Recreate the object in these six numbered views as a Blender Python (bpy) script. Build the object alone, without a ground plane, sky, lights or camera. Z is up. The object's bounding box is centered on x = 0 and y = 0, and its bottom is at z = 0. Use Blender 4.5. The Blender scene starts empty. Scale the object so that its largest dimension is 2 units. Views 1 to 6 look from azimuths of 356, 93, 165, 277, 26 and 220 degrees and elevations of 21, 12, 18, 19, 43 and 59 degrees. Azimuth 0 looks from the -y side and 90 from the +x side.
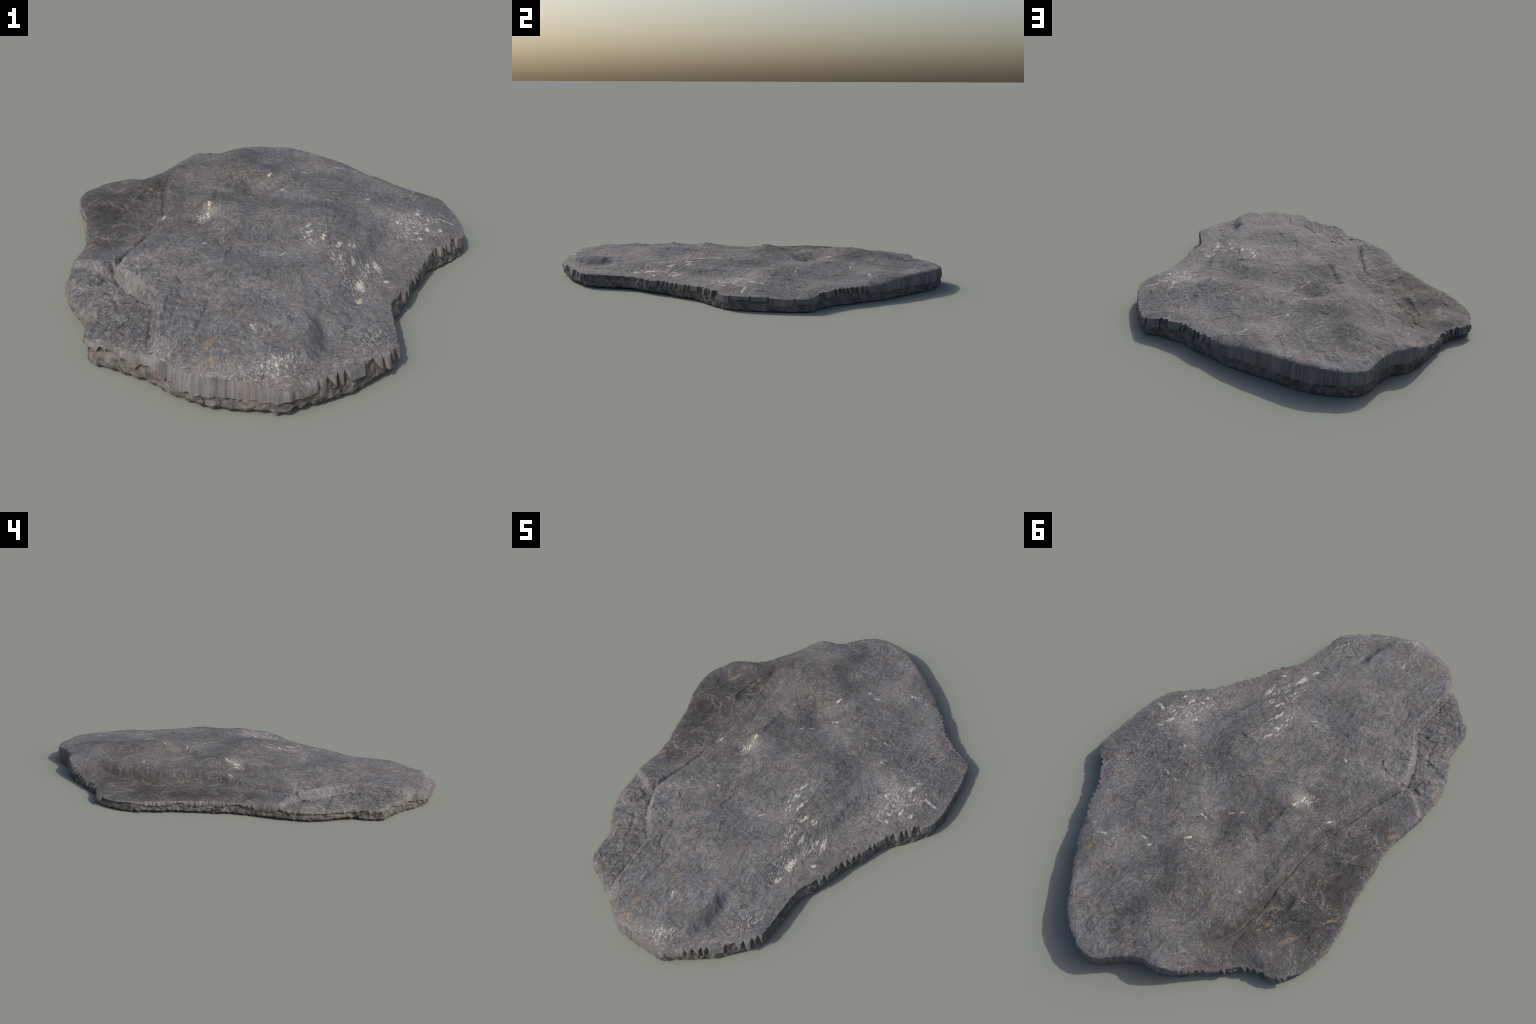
"""A flat slab of weathered schist, built from its rim, levels, ledges and cracks."""
import bpy
import math
import numpy as np

# ------------------------------------------------------------------ outline
# Corner points of the slab's rim, walked clockwise seen from above, starting
# at the right-hand corner: x, y and the height of the upper edge there.
RIM_RIGHT = [(0.632, 0.325, 0.065), (0.636, 0.237, 0.062), (0.632, 0.132, 0.068), (0.623, 0.024, 0.068),
             (0.599, -0.056, 0.067), (0.549, -0.111, 0.073), (0.460, -0.201, 0.071), (0.402, -0.311, 0.068),
             (0.355, -0.386, 0.068), (0.313, -0.485, 0.067), (0.268, -0.563, 0.066), (0.252, -0.670, 0.068),
             (0.236, -0.778, 0.067)]
RIM_FRONT = [(0.173, -0.850, 0.068), (0.094, -0.910, 0.070), (0.009, -0.959, 0.075), (-0.055, -0.992, 0.083),
             (-0.125, -0.975, 0.096), (-0.225, -0.955, 0.102), (-0.275, -0.920, 0.100), (-0.331, -0.855, 0.090),
             (-0.378, -0.822, 0.082), (-0.438, -0.772, 0.076), (-0.483, -0.745, 0.072)]
RIM_LEFT = [(-0.500, -0.699, 0.066), (-0.507, -0.596, 0.064), (-0.537, -0.528, 0.064), (-0.563, -0.475, 0.062),
            (-0.583, -0.404, 0.060), (-0.585, -0.316, 0.062), (-0.583, -0.242, 0.078), (-0.568, -0.135, 0.068),
            (-0.566, -0.017, 0.068), (-0.576, 0.011, 0.070), (-0.593, 0.146, 0.068), (-0.610, 0.237, 0.068),
            (-0.630, 0.306, 0.066), (-0.642, 0.393, 0.062), (-0.634, 0.487, 0.056), (-0.581, 0.595, 0.050)]
RIM_BACK = [(-0.467, 0.638, 0.050), (-0.405, 0.702, 0.048), (-0.345, 0.760, 0.058), (-0.288, 0.815, 0.082),
            (-0.236, 0.855, 0.102), (-0.190, 0.868, 0.101), (-0.155, 0.870, 0.098), (-0.112, 0.898, 0.099), (-0.082, 0.928, 0.099),
            (-0.046, 0.966, 0.096), (-0.005, 0.989, 0.094), (0.045, 0.988, 0.096), (0.098, 0.968, 0.100),
            (0.180, 0.918, 0.104), (0.302, 0.774, 0.100), (0.389, 0.673, 0.084), (0.429, 0.592, 0.080),
            (0.462, 0.541, 0.080), (0.503, 0.450, 0.080), (0.575, 0.370, 0.074)]
RIM = np.array(RIM_RIGHT + RIM_FRONT + RIM_LEFT + RIM_BACK)

# ------------------------------------------------------------------ levels
# How high the weathered top stands at its swells, flats and hollows.
PLATEAU = [(-0.119, -0.310, 0.120), (0.101, -0.118, 0.133), (0.002, -0.322, 0.112), (0.009, -0.041, 0.124),
           (0.138, -0.212, 0.135), (0.171, -0.286, 0.128), (0.190, -0.100, 0.137), (0.286, -0.143, 0.112),
           (0.089, -0.478, 0.124), (0.142, -0.486, 0.104), (-0.196, -0.611, 0.124), (-0.103, -0.822, 0.115),
           (-0.099, -0.773, 0.119), (-0.189, -0.751, 0.118), (-0.236, -0.853, 0.117), (-0.212, -0.251, 0.119),
           (-0.306, -0.549, 0.119), (-0.201, -0.925, 0.112), (-0.110, -0.919, 0.111), (0.172, -0.008, 0.141),
           (-0.300, -0.400, 0.118), (-0.385, -0.270, 0.110), (-0.092, -0.495, 0.137), (0.000, -0.680, 0.116), (0.230, 0.080, 0.122),
           (0.020, -0.600, 0.118), (-0.005, -0.780, 0.117)]
RIGHT_BENCH = [(0.184, -0.555, 0.069), (0.266, -0.346, 0.075), (0.094, -0.803, 0.071), (0.086, -0.754, 0.073),
               (0.150, -0.680, 0.070), (0.360, -0.210, 0.077), (0.385, 0.085, 0.110), (0.385, 0.020, 0.097), (0.520, -0.072, 0.089),
               (0.400, -0.090, 0.088), (0.333, 0.123, 0.127), (0.250, 0.263, 0.119), (0.308, 0.335, 0.105),
               (0.408, 0.384, 0.089), (0.469, 0.400, 0.089), (0.465, 0.245, 0.087), (0.540, 0.080, 0.093),
               (0.325, -0.165, 0.083), (0.245, 0.400, 0.099), (0.066, -0.705, 0.086), (0.205, -0.430, 0.083)]
BACK_SWELL = [(0.032, 0.423, 0.131), (-0.264, 0.454, 0.118), (0.127, 0.536, 0.116), (0.175, 0.525, 0.108),
              (-0.091, 0.591, 0.155), (0.307, 0.610, 0.102), (0.297, 0.685, 0.110), (-0.141, 0.335, 0.131),
              (-0.130, 0.449, 0.148), (-0.050, 0.700, 0.140), (0.080, 0.700, 0.114), (0.000, 0.595, 0.128), (0.108, 0.810, 0.100),
              (-0.160, 0.620, 0.124), (-0.170, 0.700, 0.112), (-0.270, 0.720, 0.106), (0.030, 0.890, 0.106)]
KNOB_AND_PIT = [(-0.186, 0.060, 0.149), (-0.140, 0.020, 0.143), (-0.194, 0.185, 0.130), (-0.210, 0.280, 0.119),
                (-0.205, 0.375, 0.119), (-0.052, 0.206, 0.117), (0.043, 0.301, 0.106), (-0.035, 0.322, 0.090),
                (-0.148, 0.150, 0.136), (-0.100, 0.120, 0.130), (-0.232, -0.008, 0.107), (-0.200, -0.110, 0.119),
                (-0.329, 0.008, 0.114), (0.140, 0.180, 0.117), (-0.300, 0.200, 0.113), (-0.298, 0.330, 0.113), (-0.372, 0.330, 0.066), (-0.370, 0.220, 0.064)]
LEFT_BENCH = [(-0.501, 0.044, 0.070), (-0.463, 0.317, 0.072), (-0.484, 0.590, 0.068), (-0.413, 0.464, 0.052),
              (-0.440, 0.140, 0.056), (-0.420, 0.250, 0.056), (-0.410, 0.380, 0.055), (-0.430, -0.060, 0.072),
              (-0.430, 0.195, 0.064), (-0.412, 0.315, 0.063), (-0.550, 0.430, 0.062), (-0.390, 0.560, 0.062),
              (-0.490, -0.200, 0.076), (-0.540, 0.200, 0.068), (-0.500, -0.300, 0.092), (-0.550, -0.255, 0.084)]
FRONT_LEFT_SHELF = [(-0.462, -0.471, 0.072), (-0.420, -0.565, 0.075), (-0.376, -0.666, 0.083), (-0.530, -0.400, 0.067),
                    (-0.450, -0.680, 0.072), (-0.375, -0.770, 0.082), (-0.445, -0.335, 0.096), (-0.380, -0.460, 0.112),
                    (-0.320, -0.715, 0.112), (-0.048, -0.940, 0.112)]
LEVELS = np.array(PLATEAU + RIGHT_BENCH + BACK_SWELL + KNOB_AND_PIT + LEFT_BENCH + FRONT_LEFT_SHELF)

# ------------------------------------------------------------------ ledges
# Broken edges that cross the top: a line of (x, y, step height), the higher
# side lying to the LEFT of the walking direction; sharpness of the break and
# how far the step reaches to either side; depth of the crack at its foot.
LEDGES = [
    dict(line=[(-0.300, 0.690, 0.004), (-0.338, 0.560, 0.032), (-0.344, 0.450, 0.042), (-0.340, 0.330, 0.046),
               (-0.337, 0.240, 0.046), (-0.339, 0.130, 0.040), (-0.346, 0.068, 0.036), (-0.364, 0.000, 0.030),
               (-0.378, -0.060, 0.022), (-0.400, -0.150, 0.014), (-0.430, -0.260, 0.018), (-0.452, -0.325, 0.020)],
         width=0.007, reach=0.070, crack=0.011, crack_width=0.008),
    dict(line=[(-0.195, 0.035, 0.000), (-0.182, 0.075, 0.006), (-0.179, 0.130, 0.008), (-0.174, 0.200, 0.008),
               (-0.168, 0.262, 0.007), (-0.166, 0.332, 0.006), (-0.158, 0.394, 0.004), (-0.145, 0.450, 0.000)],
         width=0.009, reach=0.050, crack=0.003, crack_width=0.006),
    dict(line=[(-0.458, -0.325, 0.018), (-0.448, -0.366, 0.034), (-0.422, -0.440, 0.038), (-0.382, -0.510, 0.034),
               (-0.342, -0.570, 0.036), (-0.334, -0.640, 0.034), (-0.338, -0.720, 0.032), (-0.334, -0.800, 0.024),
               (-0.328, -0.860, 0.016), (-0.310, -0.900, 0.008)],
         width=0.008, reach=0.060, crack=0.008, crack_width=0.008),
    dict(line=[(-0.605, -0.252, 0.022), (-0.550, -0.290, 0.022), (-0.500, -0.325, 0.020), (-0.465, -0.340, 0.010)],
         width=0.006, reach=0.045, crack=0.0, crack_width=0.008),
    dict(line=[(-0.010, -0.900, 0.004), (0.032, -0.830, 0.024), (0.048, -0.765, 0.028), (0.042, -0.712, 0.022),
               (0.072, -0.655, 0.018), (0.112, -0.605, 0.022), (0.146, -0.550, 0.026), (0.166, -0.480, 0.026),
               (0.192, -0.400, 0.026), (0.232, -0.310, 0.022), (0.285, -0.205, 0.020), (0.330, -0.110, 0.014),
               (0.365, -0.020, 0.004)],
         width=0.020, reach=0.070, crack=0.0, crack_width=0.01),
    dict(line=[(-0.310, 0.480, 0.000), (-0.325, 0.545, 0.006), (-0.290, 0.640, 0.008), (-0.230, 0.760, 0.006),
               (-0.200, 0.840, 0.004)],
         width=0.006, reach=0.03, crack=0.004, crack_width=0.006, flip=True),
    dict(line=[(-0.205, 0.720, 0.000), (-0.238, 0.560, 0.008), (-0.262, 0.430, 0.010), (-0.268, 0.300, 0.008),
               (-0.262, 0.180, 0.005), (-0.255, 0.080, 0.000)],
         width=0.008, reach=0.040, crack=0.002, crack_width=0.006),
    dict(line=[(-0.400, 0.640, 0.000), (-0.432, 0.520, 0.007), (-0.452, 0.400, 0.009), (-0.455, 0.270, 0.008),
               (-0.470, 0.150, 0.006), (-0.500, 0.000, 0.006), (-0.520, -0.120, 0.000)],
         width=0.009, reach=0.035, crack=0.001, crack_width=0.006),
    dict(line=[(-0.405, 0.430, 0.0), (-0.395, 0.500, 0.006), (-0.372, 0.545, 0.008), (-0.375, 0.600, 0.004)],
         width=0.005, reach=0.025, crack=0.004, crack_width=0.005),
]
# Hairline splits and grooves: (x, y) line, depth, half width.
GROOVES = [
    ([(-0.400, -0.130), (-0.420, -0.200), (-0.440, -0.270), (-0.452, -0.315)], 0.006, 0.012),
    ([(-0.205, -0.640), (-0.222, -0.720), (-0.236, -0.790), (-0.255, -0.860)], 0.004, 0.004),
    ([(-0.285, -0.480), (-0.272, -0.520), (-0.282, -0.560), (-0.268, -0.610)], 0.004, 0.005),
    ([(-0.255, -0.560), (-0.240, -0.620), (-0.225, -0.660)], 0.003, 0.004),
    ([(0.020, 0.300), (0.045, 0.303), (0.065, 0.300)], 0.004, 0.006),
    ([(-0.110, 0.330), (-0.060, 0.345), (-0.020, 0.360)], 0.004, 0.010),
    ([(0.035, -0.86), (0.065, -0.78), (0.070, -0.71)], 0.005, 0.018),
    ([(0.150, 0.515), (0.190, 0.520)], 0.002, 0.005),
    ([(-0.430, -0.590), (-0.445, -0.520), (-0.470, -0.470)], 0.004, 0.006),
]


# ------------------------------------------------------------------ helpers
_rng = np.random.default_rng(11)
_PERM = _rng.permutation(1024)
_GRAD = _rng.uniform(0, 2 * math.pi, 1024)


def gradient_noise(x, y, seed=0):
    xi = np.floor(x).astype(np.int64)
    yi = np.floor(y).astype(np.int64)
    fx, fy = x - xi, y - yi
    u = fx * fx * fx * (fx * (fx * 6 - 15) + 10)
    v = fy * fy * fy * (fy * (fy * 6 - 15) + 10)

    def corner(ix, iy, dx, dy):
        h = _PERM[(_PERM[(ix + seed * 37) & 1023] + iy) & 1023]
        a = _GRAD[h]
        return np.cos(a) * dx + np.sin(a) * dy
    a = corner(xi, yi, fx, fy)
    b = corner(xi + 1, yi, fx - 1, fy)
    c = corner(xi, yi + 1, fx, fy - 1)
    d = corner(xi + 1, yi + 1, fx - 1, fy - 1)
    return (a + u * (b - a)) + v * ((c + u * (d - c)) - (a + u * (b - a)))


def fractal(x, y, octaves=4, gain=0.5, seed=0):
    total, amp = 0.0, 1.0
    for o in range(octaves):
        total = total + amp * gradient_noise(x * 2 ** o, y * 2 ** o, seed + o)
        amp *= gain
    return total


def ridged(x, y, octaves=3, seed=0):
    total, amp = 0.0, 1.0
    for o in range(octaves):
        total = total + amp * (1 - 2 * np.abs(gradient_noise(x * 2 ** o, y * 2 ** o, seed + o)) * 1.6)
        amp *= 0.5
    return total


def smooth_line(points, n):
    """Catmull-Rom through open control points, n samples per span."""
    p = np.array(points, float)
    p = np.vstack([2 * p[0] - p[1], p, 2 * p[-1] - p[-2]])
    t = np.linspace(0, 1, n, endpoint=False)[:, None]
    out = []
    for i in range(1, len(p) - 2):
        a, b, c, d = p[i - 1], p[i], p[i + 1], p[i + 2]
        out.append(0.5 * (2 * b + (c - a) * t + (2 * a - 5 * b + 4 * c - d) * t ** 2 + (3 * b - a - 3 * c + d) * t ** 3))
    out.append(p[-2][None])
    return np.vstack(out)


def line_field(x, y, line):
    """Signed distance (+ = left of the line), and the value carried by the line."""
    pts = smooth_line(line, 5)
    best = np.full(x.shape, 1e9)
    sign = np.zeros(x.shape)
    val = np.zeros(x.shape)
    for a, b in zip(pts[:-1], pts[1:]):
        dx, dy = b[0] - a[0], b[1] - a[1]
        ll = dx * dx + dy * dy
        t = np.clip(((x - a[0]) * dx + (y - a[1]) * dy) / ll, 0, 1)
        d = np.hypot(x - a[0] - t * dx, y - a[1] - t * dy)
        m = d < best
        best = np.where(m, d, best)
        sign = np.where(m, np.sign(dx * (y - a[1]) - dy * (x - a[0])), sign)
        if len(a) > 2:
            val = np.where(m, a[2] + t * (b[2] - a[2]), val)
    return best, sign, val


def ledge_height(x, y):
    wob = 0.006 * fractal(x * 22, y * 22, 3, seed=3)
    wob2 = 0.006 * fractal(x * 22, y * 22, 3, seed=7)
    xx, yy = x + wob, y + wob2
    h = np.zeros(x.shape)
    for L in LEDGES:
        line = L['line']
        lo = np.min(np.array(line)[:, :2], axis=0) - 3 * L['reach']
        hi = np.max(np.array(line)[:, :2], axis=0) + 3 * L['reach']
        m = (xx > lo[0]) & (xx < hi[0]) & (yy > lo[1]) & (yy < hi[1])
        if not m.any():
            continue
        d, s, v = line_field(xx[m], yy[m], line)
        if L.get('flip'):
            s = -s
        sd = d * s
        h[m] += 0.5 * v * np.tanh(sd / L['width']) * np.exp(-(d / L['reach']) ** 2)
        strength = np.clip(v / 0.02, 0, 1)
        h[m] -= L['crack'] * strength * np.exp(-((sd + L['width'] * 0.9) / L['crack_width']) ** 2)
    return h


def groove_height(x, y):
    xx = x + 0.004 * fractal(x * 40, y * 40, 2, seed=5)
    yy = y + 0.004 * fractal(x * 40, y * 40, 2, seed=9)
    h = np.zeros(x.shape)
    for line, depth, w in GROOVES:
        d, s, v = line_field(xx, yy, line)
        h -= depth * np.exp(-(d / w) ** 2)
    return h


def plate_kernel(r2):
    return 0.5 * r2 * np.log(r2 + 1e-12)


class BroadForm:
    """Smooth plate through the levels of rim and top, once the ledges are taken off."""

    def __init__(self, pts, smooth=2e-5):
        self.p = pts[:, :2]
        z = pts[:, 2] - ledge_height(pts[:, 0], pts[:, 1])
        n = len(pts)
        d2 = ((self.p[:, None] - self.p[None]) ** 2).sum(-1)
        A = np.zeros((n + 3, n + 3))
        A[:n, :n] = plate_kernel(d2) + smooth * np.eye(n)
        A[:n, n] = A[n, :n] = 1
        A[:n, n + 1:] = self.p
        A[n + 1:, :n] = self.p.T
        self.w = np.linalg.solve(A, np.concatenate([z, np.zeros(3)]))

    def __call__(self, x, y):
        n = len(self.p)
        out = self.w[n] + self.w[n + 1] * x + self.w[n + 2] * y
        for i in range(n):
            out = out + self.w[i] * plate_kernel((x - self.p[i, 0]) ** 2 + (y - self.p[i, 1]) ** 2)
        return out


BROAD = BroadForm(np.vstack([RIM, LEVELS]))


def flow_coords(x, y):
    """Foliation runs along the slab's length, bending gently."""
    a = math.radians(62)
    bend = 0.05 * fractal(x * 3, y * 3, 2, seed=21)
    u = x * math.cos(a) + y * math.sin(a)
    v = -x * math.sin(a) + y * math.cos(a) + bend
    return u, v


def chipped(x, y, cell, seed):
    """Small tilted facets, one per irregular cell, as flakes break off the rock."""
    gx, gy = x / cell, y / cell
    ix, iy = np.floor(gx).astype(np.int64), np.floor(gy).astype(np.int64)
    best = np.full(x.shape, 1e9)
    out = np.zeros(x.shape)
    for dx in (-1, 0, 1):
        for dy in (-1, 0, 1):
            cx_, cy_ = ix + dx, iy + dy
            h = _PERM[(_PERM[(cx_ + seed * 53) & 1023] + cy_) & 1023]
            px = cx_ + 0.5 + 0.45 * np.cos(_GRAD[h] * 7.3)
            py = cy_ + 0.5 + 0.45 * np.sin(_GRAD[h] * 5.1)
            ox, oy = gx - px, gy - py
            d = ox * ox + oy * oy
            m = d < best
            best = np.where(m, d, best)
            a = _GRAD[h]
            out = np.where(m, ox * np.cos(a) + oy * np.sin(a) + 0.3 * np.sin(a * 3.7), out)
    return out


def top_height(x, y):
    h = BROAD(x, y) + ledge_height(x, y) + groove_height(x, y) - 0.0018
    u, v = flow_coords(x, y)
    patchy = np.clip(fractal(x * 5, y * 5, 2, seed=8) + 0.45, 0, 1)
    h = h + 0.0030 * fractal(u * 6, v * 10, 3, seed=2)
    h = h + 0.0020 * ridged(u * 11, v * 26, 3, seed=31) * (0.3 + 0.9 * patchy)
    h = h + 0.0012 * fractal(x * 60, y * 60, 3, seed=14)
    wx, wy = u + 0.006 * fractal(x * 45, y * 45, 2, seed=51), v + 0.006 * fractal(x * 45, y * 45, 2, seed=53)
    # rougher, flaky ground on the front-left shelf and along the long ledge
    rough = np.clip((-0.20 - x) / 0.14, 0, 1) * np.clip((0.66 - y) / 0.2, 0, 1)
    shelf = np.clip((-0.24 - x) / 0.12, 0, 1) * np.clip((-0.25 - y) / 0.12, 0, 1)
    h = h + 0.0030 * ridged(u * 3.5, v * 9 + 0.4 * fractal(x * 6, y * 6, 2, seed=61), 2, seed=63) * (1 - 0.6 * patchy)
    h = h + chipped(wx * 0.45, wy, 0.085, 13) * 0.0017
    h = h + chipped(wx * 0.5, wy, 0.021, 3) * (0.0009 * patchy + 0.0012 * rough * patchy + 0.0022 * shelf)
    h = h + chipped(wx, wy, 0.055, 9) * (0.0016 * (1 - patchy) + 0.0015 * shelf)
    h = h + shelf * 0.0030 * fractal(u * 30, v * 55, 3, seed=17)
    return h


# ------------------------------------------------------------------ rim curve
def closed_curve(points, per_span=60):
    p = np.array(points)
    n = len(p)
    t = np.linspace(0, 1, per_span, endpoint=False)[:, None]
    out = []
    for i in range(n):
        a, b, c, d = p[i - 1], p[i], p[(i + 1) % n], p[(i + 2) % n]
        cr = 0.5 * (2 * b + (c - a) * t + (2 * a - 5 * b + 4 * c - d) * t ** 2 + (3 * b - a - 3 * c + d) * t ** 3)
        out.append(0.6 * cr + 0.4 * (b + (c - b) * t))
    return np.vstack(out)


N_RIM = 1800        # samples round the rim
N_RING = 270        # rings from the middle to the rim
dense = closed_curve(RIM[::-1])          # counter-clockwise
seg = np.linalg.norm(np.diff(np.vstack([dense, dense[:1]])[:, :2], axis=0), axis=1)
arc = np.concatenate([[0], np.cumsum(seg)])
LENGTH = arc[-1]
S = np.linspace(0, LENGTH, N_RIM, endpoint=False)
ext = np.vstack([dense, dense[:1]])
rim = np.stack([np.interp(S, arc, ext[:, k]) for k in range(3)], 1)
tang = np.roll(rim[:, :2], -4, 0) - np.roll(rim[:, :2], 4, 0)
tang /= np.linalg.norm(tang, axis=1)[:, None]
outward = np.stack([tang[:, 1], -tang[:, 0]], 1)


def zone(inside):
    """Soft 0..1 weight along the rim from a yes/no test on (x, y)."""
    w = np.array([1.0 if inside(x, y) else 0.0 for x, y in rim[:, :2]])
    k = np.hanning(41)
    k /= k.sum()
    return np.convolve(np.concatenate([w[-20:], w, w[:20]]), k, mode='valid')


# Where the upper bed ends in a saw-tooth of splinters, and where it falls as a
# sheer curtain down to the bedding joint.
toothed = zone(lambda x, y: (x > 0.02 and y < 0.60 and x > -0.6) or (x < -0.33 and 0.57 < y < 0.80))
left_side = zone(lambda x, y: x < -0.46 and y < 0.58)
front_side = zone(lambda x, y: y < -0.74 and -0.34 < x < 0.02)

shoulder = zone(lambda x, y: x < -0.27 and y < -0.62)
rng = np.random.default_rng(5)
tooth = np.zeros(N_RIM)      # 0 in a notch .. 1 at the tip
push = np.zeros(N_RIM)
drop = np.zeros(N_RIM)
pos = 0.0
while pos < LENGTH:
    here = rim[min(int(pos / LENGTH * N_RIM), N_RIM - 1)]
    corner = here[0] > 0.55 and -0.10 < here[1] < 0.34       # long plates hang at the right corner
    bare = here[0] > 0.23 and -0.80 < here[1] < -0.50        # clean break, no splinters
    if corner:
        pitch, flat, size = rng.uniform(0.07, 0.13), 0.86, rng.uniform(0.6, 0.8)
    elif bare:
        pitch, flat, size = rng.uniform(0.02, 0.05), 0.3, rng.uniform(0.05, 0.22)
    else:
        pitch = rng.uniform(0.019, 0.034) if rng.random() > 0.14 else rng.uniform(0.045, 0.07)
        flat = rng.choice([0.0, 0.0, 0.2, 0.4]) if pitch < 0.04 else 0.75
        size = rng.uniform(0.6, 1.0) if rng.random() > 0.2 else rng.uniform(0.05, 0.3)
    skew = rng.uniform(0.3, 0.7)
    m = (S >= pos) & (S < pos + pitch)
    q = (S[m] - pos) / pitch
    lo, hi = skew * (1 - flat), 1 - (1 - skew) * (1 - flat)
    tri = np.where(q < lo, q / max(lo, 1e-6), np.where(q > hi, (1 - q) / max(1 - hi, 1e-6), 1.0))
    tooth[m] = tri * size
    push[m] = rng.uniform(-0.5, 0.5)
    drop[m] = rng.uniform(0, 1)
    pos += pitch

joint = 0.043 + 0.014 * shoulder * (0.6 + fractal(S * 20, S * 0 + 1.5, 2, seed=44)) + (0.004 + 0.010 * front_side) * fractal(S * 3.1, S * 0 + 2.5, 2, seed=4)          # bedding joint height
spikes = np.clip(fractal(S * 9.0, S * 0 + 7.7, 2, seed=6) - 0.18, 0, 1) * 0.05  # points of the lower bed
splinter = 0.011 * toothed + 0.003
edge_out = 0.002 + splinter * (tooth - 0.5) + 0.003 * fractal(S * 18, S * 0 + 0.3, 3, seed=12) * (1 - 0.6 * toothed)
edge_xy = rim[:, :2] + outward * edge_out[:, None]

# ------------------------------------------------------------------ top surface
ring = (np.arange(1, N_RING + 1) / N_RING) ** 0.85
cx, cy = 0.0, 0.0
# the splinter pattern only touches the outermost few centimetres
fall = np.clip((ring - 0.955) / 0.045, 0, 1)[:, None, None]
base_xy = rim[:, :2][None] * (1 - fall) + edge_xy[None] * fall
top_xy = base_xy * ring[:, None, None]
top_z = top_height(top_xy[..., 0].ravel(), top_xy[..., 1].ravel()).reshape(N_RING, N_RIM)
# keep the rim at its drawn level and round the arris a little
rim_dist = np.linalg.norm(rim[:, :2], axis=1)[None] * (1 - ring[:, None])
round_w = 0.009 + 0.010 * front_side
arris = (1 - toothed)[None] * (0.007 + 0.009 * front_side)[None] * np.exp(-(rim_dist / round_w[None]))
pull = np.exp(-(rim_dist / 0.02) ** 2) * 0.6
top_z = top_z * (1 - pull) + pull * rim[:, 2][None] - arris
tip_sag = toothed[None] * 0.004 * tooth[None] * np.exp(-(rim_dist / 0.012))
top_z = top_z - tip_sag
edge_z = top_z[-1]
mid_z = float(top_height(np.array([cx]), np.array([cy]))[0])


def quads_of_rows(rows, start=0, closed=True):
    i = np.arange(N_RIM)
    j = (i + 1) % N_RIM
    f = []
    for r in range(rows - 1):
        a = start + r * N_RIM
        b = a + N_RIM
        f.append(np.stack([a + i, b + i, b + j, a + j], 1))
    return np.vstack(f)


def mesh_object(name, verts, quads, tris, material, smooth, parent):
    me = bpy.data.meshes.new(name)
    nv, nq, nt = len(verts), len(quads), len(tris)
    me.vertices.add(nv)
    me.vertices.foreach_set('co', np.asarray(verts, np.float32).ravel())
    loops = np.concatenate([np.asarray(quads).ravel(), np.asarray(tris).ravel()]).astype(np.int32)
    me.loops.add(len(loops))
    me.loops.foreach_set('vertex_index', loops)
    me.polygons.add(nq + nt)
    starts = np.concatenate([np.arange(nq) * 4, nq * 4 + np.arange(nt) * 3]).astype(np.int32)
    me.polygons.foreach_set('loop_start', starts)
    me.polygons.foreach_set('use_smooth', np.full(nq + nt, smooth))
    me.update(calc_edges=True)
    me.validate()
    me.materials.append(material)
    ob = bpy.data.objects.new(name, me)
    bpy.context.scene.collection.objects.link(ob)
    ob.parent = parent
    return ob


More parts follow.
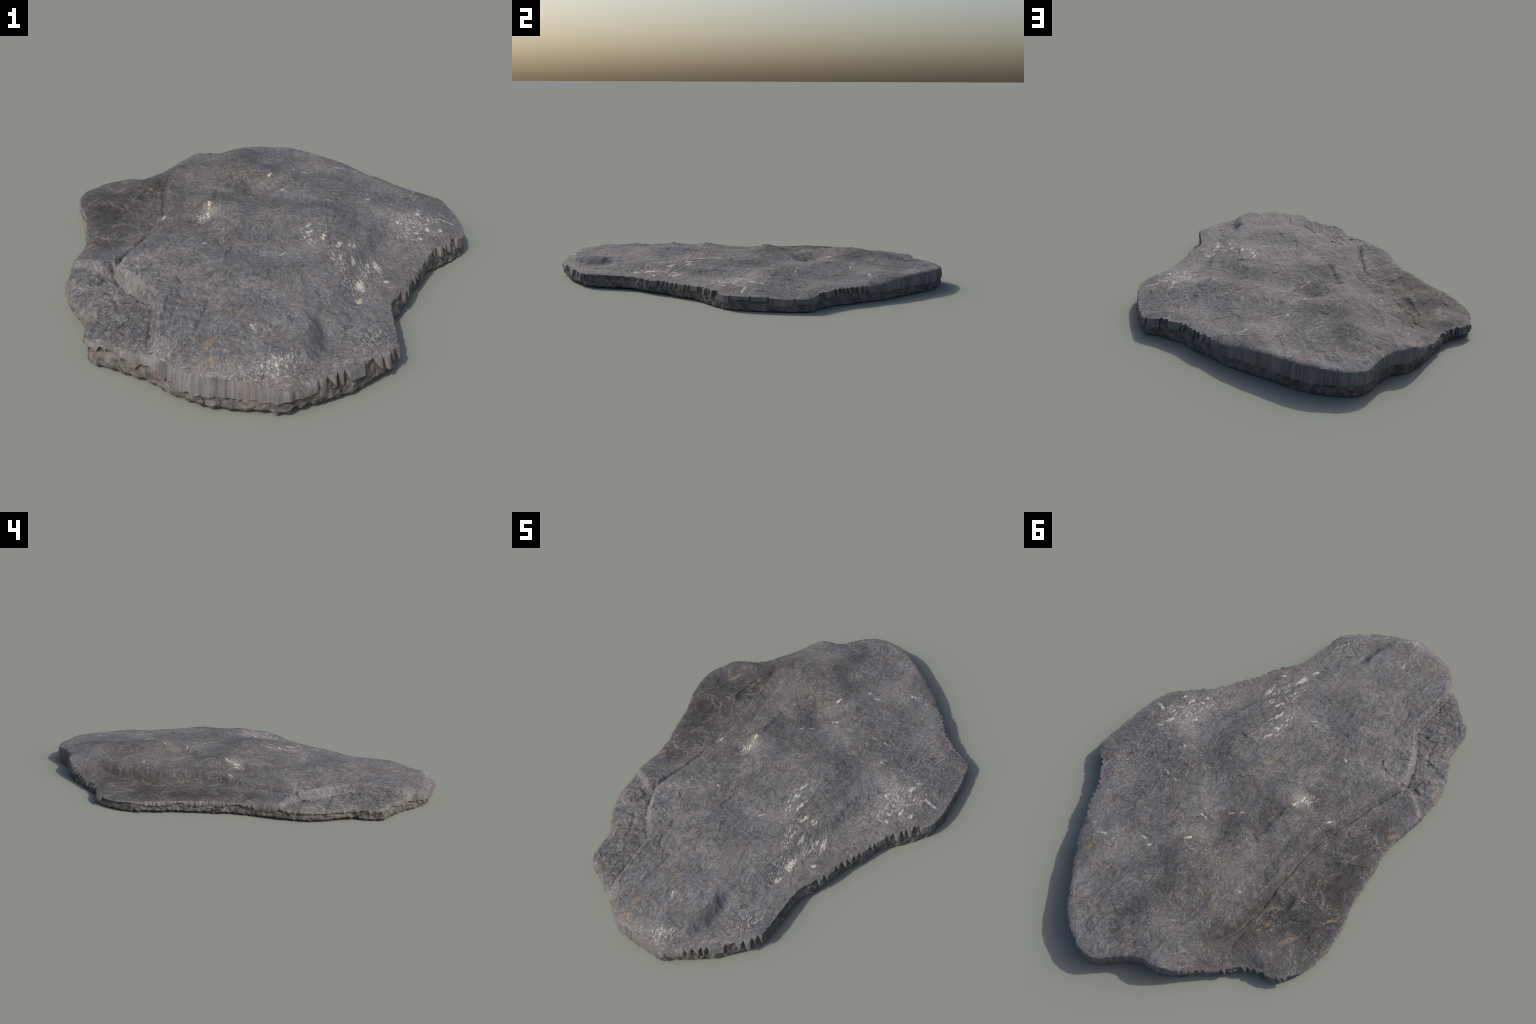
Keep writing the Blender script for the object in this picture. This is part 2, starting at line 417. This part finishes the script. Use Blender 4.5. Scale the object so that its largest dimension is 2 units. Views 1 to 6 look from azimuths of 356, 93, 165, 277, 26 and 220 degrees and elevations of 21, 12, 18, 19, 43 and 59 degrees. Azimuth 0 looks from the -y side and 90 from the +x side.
def build(parent, mat_top, mat_edge, mat_low):
    i = np.arange(N_RIM)
    j = (i + 1) % N_RIM
    # weathered top
    v = np.concatenate([np.array([[cx, cy, mid_z]]),
                        np.concatenate([top_xy, top_z[..., None]], -1).reshape(-1, 3)])
    q = quads_of_rows(N_RING, 1)
    t = np.stack([np.zeros(N_RIM, int), 1 + i, 1 + j], 1)
    top = mesh_object('weathered_top', v, q, t, mat_top, True, parent)

    # fractured edge: the skirt of the upper bed
    ROWS = 12
    depth_teeth = np.clip(0.003 + tooth * (0.020 + 0.020 * drop), 0, edge_z - 0.022)
    zig = 0.006 * np.abs(((S / 0.03) % 1) * 2 - 1) * (drop > 0.45) + 0.002 * fractal(S * 30, S * 0 + 4.1, 2, seed=19)
    depth_curtain = edge_z - joint + zig * (1 + 1.2 * shoulder) - spikes * (0.3 + 0.7 * left_side)
    depth_curtain = np.clip(depth_curtain, 0.004, None)
    depth = toothed * depth_teeth + (1 - toothed) * depth_curtain
    depth = np.clip(depth, 0.003, edge_z - 0.012)
    rows = []
    bulge = 0.004 * push * toothed
    for r in range(ROWS):
        f = r / (ROWS - 1)
        z = edge_z - depth * f
        streak = 0.0022 * fractal(S * 70, S * 0 + 3.3, 3, seed=23) + 0.002 * fractal(S * 14, z * 30, 2, seed=25)
        off = (1 - toothed) * (0.004 * math.sin(math.pi * min(f * 1.6, 1) * 0.5) + streak * min(f * 4, 1)) \
            + toothed * ((0.004 + bulge) * f * tooth)
        xy = edge_xy + outward * off[:, None]
        rows.append(np.concatenate([xy, z[:, None]], 1))
    lip = np.concatenate([rows[-1][:, :2] - outward * 0.012, rows[-1][:, 2:] + 0.001], 1)
    rows.append(lip)
    v = np.concatenate(rows)
    q = quads_of_rows(ROWS + 1)
    mesh_object('fractured_edge', v, q, np.zeros((0, 3), int), mat_edge, False, parent)

    # lower bed: wall under the joint and the underside it stands on
    WALL = 22
    rows = []
    lifted = zone(lambda x, y: y < -0.2 or x < -0.45)       # front and left bottom edge hangs clear
    foot = np.clip(0.009 * fractal(S * 11, S * 0 + 5.5, 3, seed=27) + 0.007, 0.001, 0.016) * (0.25 + 0.75 * lifted)
    head = edge_z - 0.0035
    serr = 0.008 * np.abs(((S / 0.036 + 0.3 * np.sin(S * 9)) % 1) * 2 - 1)
    for r in range(WALL):
        f = r / (WALL - 1)
        z = head + (foot - head) * f
        lump = 0.007 * fractal(S * 14, z * 16, 3, seed=33) + 0.0035 * fractal(S * 45, z * 45, 2, seed=35) + 0.003 * chipped(S, z, 0.02, 5)
        under = np.clip((foot + 0.008 - z) / 0.008, 0, 1)
        batter = 0.002 * np.clip((0.034 - z) / 0.034, 0, 1)
        inset = toothed * (-0.008 + 0.010 * min(f / 0.45, 1)) + (1 - toothed) * (-0.007 + 0.007 * np.clip((joint + 0.006 - z) / 0.012, 0, 1))
        off = inset + lump * np.clip((head - z) / 0.012, 0, 1) - under * (0.003 + serr) * (0.4 + 0.6 * lifted) - batter * lifted + 0.003 * (1 - lifted) * f * (rim[:, 1] < 0.5)
        xy = rim[:, :2] + outward * off[:, None]
        rows.append(np.concatenate([xy, z[:, None]], 1))
    for k, g in enumerate((0.96, 0.9, 0.8, 0.65, 0.45, 0.2)):
        xy = rim[:, :2] * g
        z = np.clip(0.004 + 0.006 * fractal(xy[:, 0] * 9, xy[:, 1] * 9, 3, seed=41), 0.0, 0.02)
        rows.append(np.concatenate([xy, z[:, None]], 1))
    v = np.concatenate(rows + [np.array([[0, 0, 0.004]])])
    v[:, 2] -= v[:, 2].min()
    q = quads_of_rows(len(rows))
    last = (len(rows) - 1) * N_RIM
    t = np.stack([last + i, np.full(N_RIM, len(v) - 1), last + j], 1)
    mesh_object('lower_bed', v, q, t, mat_low, False, parent)


# ------------------------------------------------------------------ materials
class Graph:
    """Small wrapper for building node trees."""

    def __init__(self, name):
        self.mat = bpy.data.materials.new(name)
        self.mat.use_nodes = True
        self.nt = self.mat.node_tree
        self.nt.nodes.clear()
        self.out = self.nt.nodes.new('ShaderNodeOutputMaterial')
        self.bsdf = self.nt.nodes.new('ShaderNodeBsdfPrincipled')
        self.link(self.bsdf.outputs[0], self.out.inputs[0])
        self.co = self.nt.nodes.new('ShaderNodeTexCoord').outputs['Object']

    def link(self, a, b):
        self.nt.links.new(a, b)

    def set(self, sock, v):
        if isinstance(v, bpy.types.NodeSocket):
            self.link(v, sock)
        elif isinstance(v, tuple) and len(v) == 3 and sock.type == 'RGBA':
            sock.default_value = (*v, 1)
        else:
            sock.default_value = v

    def math(self, op, a, b=0.0, c=0.0, clamp=False):
        n = self.nt.nodes.new('ShaderNodeMath')
        n.operation = op
        n.use_clamp = clamp
        for s, v in zip(n.inputs, (a, b, c)):
            self.set(s, v)
        return n.outputs[0]

    def mapping(self, vec, loc=(0, 0, 0), rot=(0, 0, 0), scale=(1, 1, 1), kind='POINT'):
        n = self.nt.nodes.new('ShaderNodeMapping')
        n.vector_type = kind
        self.set(n.inputs['Vector'], vec)
        n.inputs['Location'].default_value = loc
        n.inputs['Rotation'].default_value = rot
        n.inputs['Scale'].default_value = scale
        return n.outputs[0]

    def noise(self, vec, scale, detail=4.0, rough=0.55, distort=0.0, out=0):
        n = self.nt.nodes.new('ShaderNodeTexNoise')
        self.set(n.inputs['Vector'], vec)
        n.inputs['Scale'].default_value = scale
        n.inputs['Detail'].default_value = detail
        n.inputs['Roughness'].default_value = rough
        n.inputs['Distortion'].default_value = distort
        return n.outputs[out]

    def ramp(self, v, lo, hi, a=0.0, b=1.0):
        n = self.nt.nodes.new('ShaderNodeMapRange')
        n.interpolation_type = 'SMOOTHSTEP'
        self.set(n.inputs[0], v)
        for k, x in zip((1, 2, 3, 4), (lo, hi, a, b)):
            n.inputs[k].default_value = x
        return n.outputs[0]

    def mix(self, fac, a, b, mode='MIX'):
        n = self.nt.nodes.new('ShaderNodeMix')
        n.data_type = 'RGBA'
        n.blend_type = mode
        self.set(n.inputs['Factor'], fac)
        self.set(n.inputs['A'], a)
        self.set(n.inputs['B'], b)
        return n.outputs['Result']

    def vadd(self, a, b, scale):
        s = self.nt.nodes.new('ShaderNodeVectorMath')
        s.operation = 'MULTIPLY_ADD'
        self.set(s.inputs[0], b)
        s.inputs[1].default_value = (scale,) * 3
        self.set(s.inputs[2], a)
        return s.outputs[0]

    def spot(self, vec, x0, y0, x1, y1, half):
        """1 inside an elongated patch from (x0,y0) to (x1,y1)."""
        ln = math.hypot(x1 - x0, y1 - y0) / 2 + half
        p = self.mapping(vec, ((x0 + x1) / 2, (y0 + y1) / 2, 0.1), (0, 0, math.atan2(y1 - y0, x1 - x0)), (ln, half, 4.0), 'TEXTURE')
        n = self.nt.nodes.new('ShaderNodeVectorMath')
        n.operation = 'LENGTH'
        self.link(p, n.inputs[0])
        return self.ramp(n.outputs['Value'], 1.75, 0.15)

    def spots(self, vec, patches):
        acc = None
        for p in patches:
            # tying each patch to the one before keeps the shader's stack small
            s = self.spot(vec if acc is None else self.vadd(vec, acc, 1e-7), *p)
            acc = s if acc is None else self.math('MAXIMUM', acc, s)
        return acc

    def bump(self, height, strength, distance):
        b = self.nt.nodes.new('ShaderNodeBump')
        b.inputs['Strength'].default_value = strength
        b.inputs['Distance'].default_value = distance
        self.set(b.inputs['Height'], height)
        self.link(b.outputs[0], self.bsdf.inputs['Normal'])


# Lichen crusts and rust stains on the top: x0, y0, x1, y1, half width.
CREAM = [(0.143, -0.192, 0.120, -0.282, .012), (0.181, -0.259, 0.156, -0.313, .013), (0.207, -0.262, 0.194, -0.294, .007),
         (0.164, -0.327, 0.158, -0.408, .009), (0.220, -0.261, 0.208, -0.310, .006), (0.249, -0.302, 0.234, -0.406, .010),
         (0.197, -0.452, 0.190, -0.498, .017), (0.193, -0.532, 0.177, -0.563, .013), (-0.190, 0.060, -0.196, 0.030, .010),
         (-0.199, 0.014, -0.197, -0.012, .013), (0.041, 0.444, 0.021, 0.404, .010), (0.084, 0.310, 0.041, 0.301, .007),
         (-0.324, 0.024, -0.347, -0.009, .007), (-0.112, -0.776, -0.101, -0.828, .006), (0.205, -0.345, 0.190, -0.400, .010)]
WHITE = [(0.112, -0.106, 0.088, -0.158, .008), (0.104, -0.178, 0.090, -0.188, .010), (0.202, -0.344, 0.189, -0.384, .010),
         (0.268, -0.292, 0.275, -0.388, .014), (0.290, -0.430, 0.267, -0.452, .009), (0.015, -0.311, -0.007, -0.333, .006),
         (0.599, 0.018, 0.534, 0.036, .008), (0.488, 0.074, 0.473, 0.028, .014), (0.526, -0.063, 0.516, -0.087, .009),
         (0.500, -0.018, 0.481, -0.032, .008), (0.487, -0.049, 0.478, -0.092, .010), (0.451, -0.094, 0.436, -0.100, .008),
         (0.452, -0.132, 0.435, -0.129, .008), (0.516, 0.112, 0.488, 0.099, .008), (0.328, 0.250, 0.284, 0.263, .005),
         (0.263, 0.260, 0.241, 0.262, .006), (0.339, 0.120, 0.320, 0.133, .005), (0.414, 0.011, 0.396, -0.022, .008),
         (0.316, 0.615, 0.298, 0.609, .010), (0.134, 0.541, 0.120, 0.534, .008), (0.183, 0.527, 0.154, 0.525, .007),
         (-0.252, 0.460, -0.281, 0.450, .005), (-0.043, 0.207, -0.061, 0.195, .005), (-0.009, 0.234, -0.029, 0.220, .005),
         (-0.453, 0.318, -0.480, 0.315, .005), (-0.206, -0.252, -0.220, -0.247, .006), (0.200, -0.500, 0.205, -0.440, .012)]
RUST = [(-0.116, -0.306, -0.170, -0.297, .008), (-0.172, -0.291, -0.212, -0.285, .009), (-0.237, -0.277, -0.269, -0.296, .006),
        (-0.184, -0.622, -0.201, -0.607, .009), (-0.169, -0.650, -0.175, -0.664, .007), (-0.128, -0.710, -0.138, -0.736, .013),
        (-0.158, -0.692, -0.160, -0.711, .007), (-0.147, -0.850, -0.180, -0.848, .010), (-0.200, -0.849, -0.221, -0.883, .014),
        (-0.234, -0.845, -0.240, -0.855, .009), (-0.202, -0.919, -0.205, -0.935, .009), (-0.298, -0.554, -0.312, -0.560, .009),
        (-0.218, -0.415, -0.251, -0.472, .008), (0.021, -0.024, 0.004, -0.065, .011), (0.397, 0.101, 0.371, 0.063, .012),
        (0.477, 0.397, 0.457, 0.347, .008), (0.540, 0.339, 0.503, 0.289, .008), (0.304, 0.700, 0.304, 0.662, .013),
        (-0.131, 0.339, -0.147, 0.322, .010), (-0.147, 0.559, -0.170, 0.555, .010), (-0.179, 0.546, -0.196, 0.512, .007),
        (-0.248, 0.583, -0.232, 0.538, .010), (0.201, 0.739, 0.176, 0.681, .005), (-0.399, 0.472, -0.431, 0.457, .013),
        (-0.396, 0.520, -0.403, 0.487, .009), (-0.499, 0.502, -0.529, 0.433, .016), (-0.538, -0.098, -0.569, -0.144, .010),
        (-0.489, 0.064, -0.505, 0.031, .007), (-0.570, 0.342, -0.605, 0.278, .008), (-0.372, 0.424, -0.402, 0.388, .010),
        (-0.398, -0.563, -0.418, -0.569, .008), (-0.341, -0.676, -0.374, -0.657, .010), (0.145, -0.495, 0.140, -0.47, .007)]
PALE = [(-0.195, 0.030, -0.190, 0.000, 0.040), (-0.44, -0.36, -0.40, -0.45, 0.012)]
# where crust is strewn in thin broken wisps
CRUST_FIELD = [(0.10, -0.11, 0.13, -0.27, 0.035), (0.18, -0.27, 0.19, -0.42, 0.045), (0.25, -0.30, 0.26, -0.40, 0.045), (0.20, -0.42, 0.19, -0.55, 0.045), (0.49, 0.08, 0.46, -0.10, 0.08),
               (-0.195, 0.02, -0.19, 0.0, 0.045), (0.21, -0.70, 0.19, -0.76, 0.05), (0.02, -0.89, -0.10, -0.93, 0.04),
               (0.56, 0.03, 0.52, 0.06, 0.04)]
SPECKLED = [(0.56, 0.30, 0.45, -0.10, 0.12), (0.22, -0.72, 0.20, -0.76, 0.05), (-0.10, -0.93, -0.02, -0.90, 0.05),
            (0.27, -0.34, 0.20, -0.50, 0.05), (0.10, -0.86, 0.16, -0.82, 0.03), (0.40, -0.05, 0.36, 0.10, 0.05)]
DARK = [(-0.47, 0.12, -0.52, 0.52, 0.13), (-0.40, 0.45, -0.30, 0.66, 0.10), (-0.46, -0.06, -0.42, 0.06, 0.07)]
DUSKY = [(-0.25, 0.10, -0.30, 0.55, 0.20), (0.02, 0.45, -0.02, 0.80, 0.14), (0.02, 0.25, -0.10, 0.30, 0.14)]


def rock_top():
    g = Graph('weathered_grey_schist')
    warp = g.noise(g.co, 5.0, 3, 0.5, out=1)
    co = g.vadd(g.co, warp, 0.16)
    warp2 = g.noise(g.co, 28.0, 3, 0.55, out=1)
    fine = g.vadd(co, warp2, 0.015)
    flow = g.mapping(fine, rot=(0, 0, math.radians(88)), scale=(2.4, 1.0, 1.6), kind='TEXTURE')

    broad = g.noise(co, 4.5, 6, 0.6)
    streak = g.noise(flow, 130.0, 5, 0.68)
    grit = g.noise(fine, 260.0, 4, 0.75)
    tone = g.math('MULTIPLY_ADD', broad, 0.42, g.math('MULTIPLY_ADD', streak, 0.65, g.math('MULTIPLY', grit, 0.55)))
    tone = g.ramp(tone, 0.56, 1.09)
    col = g.mix(tone, (0.046, 0.044, 0.046), (0.215, 0.210, 0.217))
    # brownish weathering film
    film = g.ramp(g.noise(co, 3.2, 5, 0.62), 0.48, 0.68)
    film = g.math('MULTIPLY', film, g.ramp(g.noise(flow, 40.0, 4, 0.6), 0.35, 0.65))
    col = g.mix(g.math('MULTIPLY', film, 0.6), col, (0.120, 0.104, 0.092))
    # dark brownish patches on the lower left bench and in the pit
    dark = g.spots(g.vadd(g.co, warp, 0.10), DARK)
    dark = g.math('MULTIPLY', dark, g.ramp(g.noise(flow, 22.0, 5, 0.65), 0.25, 0.6, 0.55, 1.0))
    col = g.mix(g.math('MULTIPLY', dark, 0.84), col, (0.036, 0.032, 0.031))
    dusky = g.math('MULTIPLY', g.spots(g.vadd(g.co, warp, 0.14), DUSKY), g.ramp(g.noise(co, 12.0, 5, 0.65), 0.3, 0.62, 0.4, 1.0))
    col = g.mix(g.math('MULTIPLY', dusky, 0.55), col, (0.062, 0.055, 0.051))
    # pale worm-like veinlets
    vein = g.math('ABSOLUTE', g.math('SUBTRACT', g.noise(flow, 44.0, 4, 0.6, 0.6), 0.5))
    vein = g.ramp(vein, 0.016, 0.003)
    vein = g.math('MULTIPLY', vein, g.ramp(g.noise(co, 9.0, 3, 0.6), 0.42, 0.6))
    col = g.mix(g.math('MULTIPLY', vein, 0.7), col, (0.30, 0.285, 0.275))
    # a sparse web of pale scratches and tan veins
    for shift, size, colour, amount, lo in (((1.3, 4.1, 0.0), 15.0, (0.31, 0.30, 0.29), 0.6, 0.5), ((7.7, 2.9, 0.0), 11.0, (0.25, 0.185, 0.135), 0.65, 0.5)):
        line = g.math('ABSOLUTE', g.math('SUBTRACT', g.noise(g.mapping(fine, shift), size, 5, 0.62, 0.5), 0.5))
        line = g.math('MULTIPLY', g.ramp(line, 0.010, 0.002), g.ramp(g.noise(g.mapping(co, shift), 14.0, 3, 0.6), lo, lo + 0.08))
        col = g.mix(g.math('MULTIPLY', line, amount), col, colour)
    # salt-like flecks, denser on the speckled right bench
    dense = g.spots(g.vadd(g.co, warp, 0.08), SPECKLED)
    salt = g.noise(fine, 165.0, 3, 0.7)
    salt_lo = g.math('MULTIPLY_ADD', dense, 0.06, g.math('MULTIPLY_ADD', g.noise(co, 7.0, 3, 0.6), 0.12, salt))
    salt_m = g.ramp(salt_lo, 0.665, 0.745)
    col = g.mix(g.math('MULTIPLY', salt_m, g.math('MULTIPLY_ADD', dark, -0.45, 0.80)), col, (0.36, 0.345, 0.345))
    pink = g.ramp(g.math('MULTIPLY_ADD', dense, 0.03, g.noise(g.mapping(flow, (3.1, 1.7, 0)), 75.0, 3, 0.7)), 0.66, 0.74)
    col = g.mix(g.math('MULTIPLY', pink, 0.7), col, (0.30, 0.215, 0.175))
    # dark hairlines and pock marks
    crack = g.math('ABSOLUTE', g.math('SUBTRACT', g.noise(g.mapping(flow, (5.0, 2.0, 0)), 24.0, 5, 0.65, 0.8), 0.5))
    crack = g.math('MULTIPLY', g.ramp(crack, 0.014, 0.003), g.ramp(g.noise(co, 11.0, 2, 0.5), 0.5, 0.62))
    col = g.mix(g.math('MULTIPLY', crack, 0.7), col, (0.028, 0.026, 0.027))

    ragged = g.vadd(g.co, g.noise(g.co, 50.0, 4, 0.65, out=1), 0.022)
    ragged = g.mapping(ragged, (-0.011, -0.011, -0.011))
    crust = g.mapping(g.vadd(g.co, warp2, 0.012), rot=(0, 0, math.radians(98)), scale=(3.2, 1.0, 1.0), kind='TEXTURE')
    flake = g.noise(crust, 120.0, 5, 0.72, 0.4)
    wisp = g.noise(g.mapping(g.vadd(g.co, warp2, 0.010), rot=(0, 0, math.radians(97)), scale=(5.0, 1.0, 1.0), kind='TEXTURE'), 190.0, 4, 0.7, 0.3)
    patchy = g.math('MULTIPLY_ADD', wisp, 0.75, g.math('MULTIPLY_ADD', flake, 0.5, -0.125))
    field = g.spots(g.vadd(g.co, warp, 0.05), CRUST_FIELD)
    blot = g.noise(fine, 120.0, 4, 0.7)
    for patches, colour, tex, lo, hi, amt in (
            (PALE, (0.27, 0.255, 0.235), flake, 0.50, 1.40, 0.65),
            (RUST, (0.265, 0.190, 0.125), blot, 0.72, 1.12, 0.60),
            (WHITE, (0.46, 0.45, 0.45), wisp, 0.89, 1.0, 0.85),
            (None, (0.47, 0.45, 0.42), wisp, 0.92, 1.02, 0.85),
            (CREAM, (0.50, 0.455, 0.37), patchy, 0.95, 1.03, 0.85)):
        m = g.math('MULTIPLY_ADD', tex, 1.5, g.math('MULTIPLY_ADD', g.spots(ragged, patches), 0.75, -0.45) if patches else g.math('MULTIPLY_ADD', field, 0.55, -0.42))
        m = g.math('MULTIPLY', g.ramp(m, lo, hi), amt)
        col = g.mix(m, col, colour)
    g.set(g.bsdf.inputs['Base Color'], col)
    g.set(g.bsdf.inputs['Roughness'], g.ramp(streak, 0.3, 0.7, 0.78, 0.92))
    g.bsdf.inputs['Specular IOR Level'].default_value = 0.25
    h = g.math('ADD', g.math('MULTIPLY', streak, 0.7), g.math('MULTIPLY', grit, 0.5))
    g.bump(h, 0.28, 0.004)
    return g.mat


def rock_edge():
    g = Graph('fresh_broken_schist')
    col_co = g.mapping(g.co, scale=(1, 1, 0.03))
    lines = g.noise(col_co, 120.0, 5, 0.7)
    wide = g.noise(col_co, 22.0, 3, 0.6)
    tone = g.ramp(g.math('MULTIPLY_ADD', lines, 0.6, g.math('MULTIPLY', wide, 0.5)), 0.35, 0.75)
    col = g.mix(tone, (0.070, 0.067, 0.067), (0.215, 0.206, 0.206))
    warm = g.ramp(g.noise(col_co, 9.0, 3, 0.5), 0.45, 0.65)
    col = g.mix(g.math('MULTIPLY', warm, 0.35), col, (0.19, 0.165, 0.15))
    g.set(g.bsdf.inputs['Base Color'], col)
    g.bsdf.inputs['Roughness'].default_value = 0.88
    g.bsdf.inputs['Specular IOR Level'].default_value = 0.2
    g.bump(lines, 0.25, 0.004)
    return g.mat


def rock_low():
    g = Graph('smeared_lower_schist')
    co = g.vadd(g.co, g.noise(g.co, 14.0, 3, 0.5, out=1), 0.06)
    a = g.noise(co, 26.0, 4, 0.55)
    b = g.noise(g.mapping(co, scale=(1, 1, 2.2)), 60.0, 4, 0.6)
    tone = g.ramp(g.math('MULTIPLY_ADD', a, 0.8, g.math('MULTIPLY', b, 0.6)), 0.5, 0.92)
    col = g.mix(tone, (0.060, 0.055, 0.053), (0.180, 0.170, 0.166))
    warm = g.ramp(g.noise(co, 10.0, 3, 0.5), 0.5, 0.68)
    col = g.mix(g.math('MULTIPLY', warm, 0.5), col, (0.150, 0.115, 0.100))
    pale = g.ramp(g.noise(g.mapping(co, (2, 5, 1)), 20.0, 2, 0.5), 0.68, 0.76)
    col = g.mix(g.math('MULTIPLY', pale, 0.5), col, (0.30, 0.28, 0.25))
    g.set(g.bsdf.inputs['Base Color'], col)
    g.bsdf.inputs['Roughness'].default_value = 0.9
    g.bsdf.inputs['Specular IOR Level'].default_value = 0.2
    g.bump(g.math('ADD', a, b), 0.5, 0.006)
    return g.mat


# ------------------------------------------------------------------ scene
rock = bpy.data.objects.new('flat_rock', None)
bpy.context.scene.collection.objects.link(rock)
rock['label'] = 'flat dark grey rock slab with jagged broken edges'
rock['category'] = 'rock'
build(rock, rock_top(), rock_edge(), rock_low())
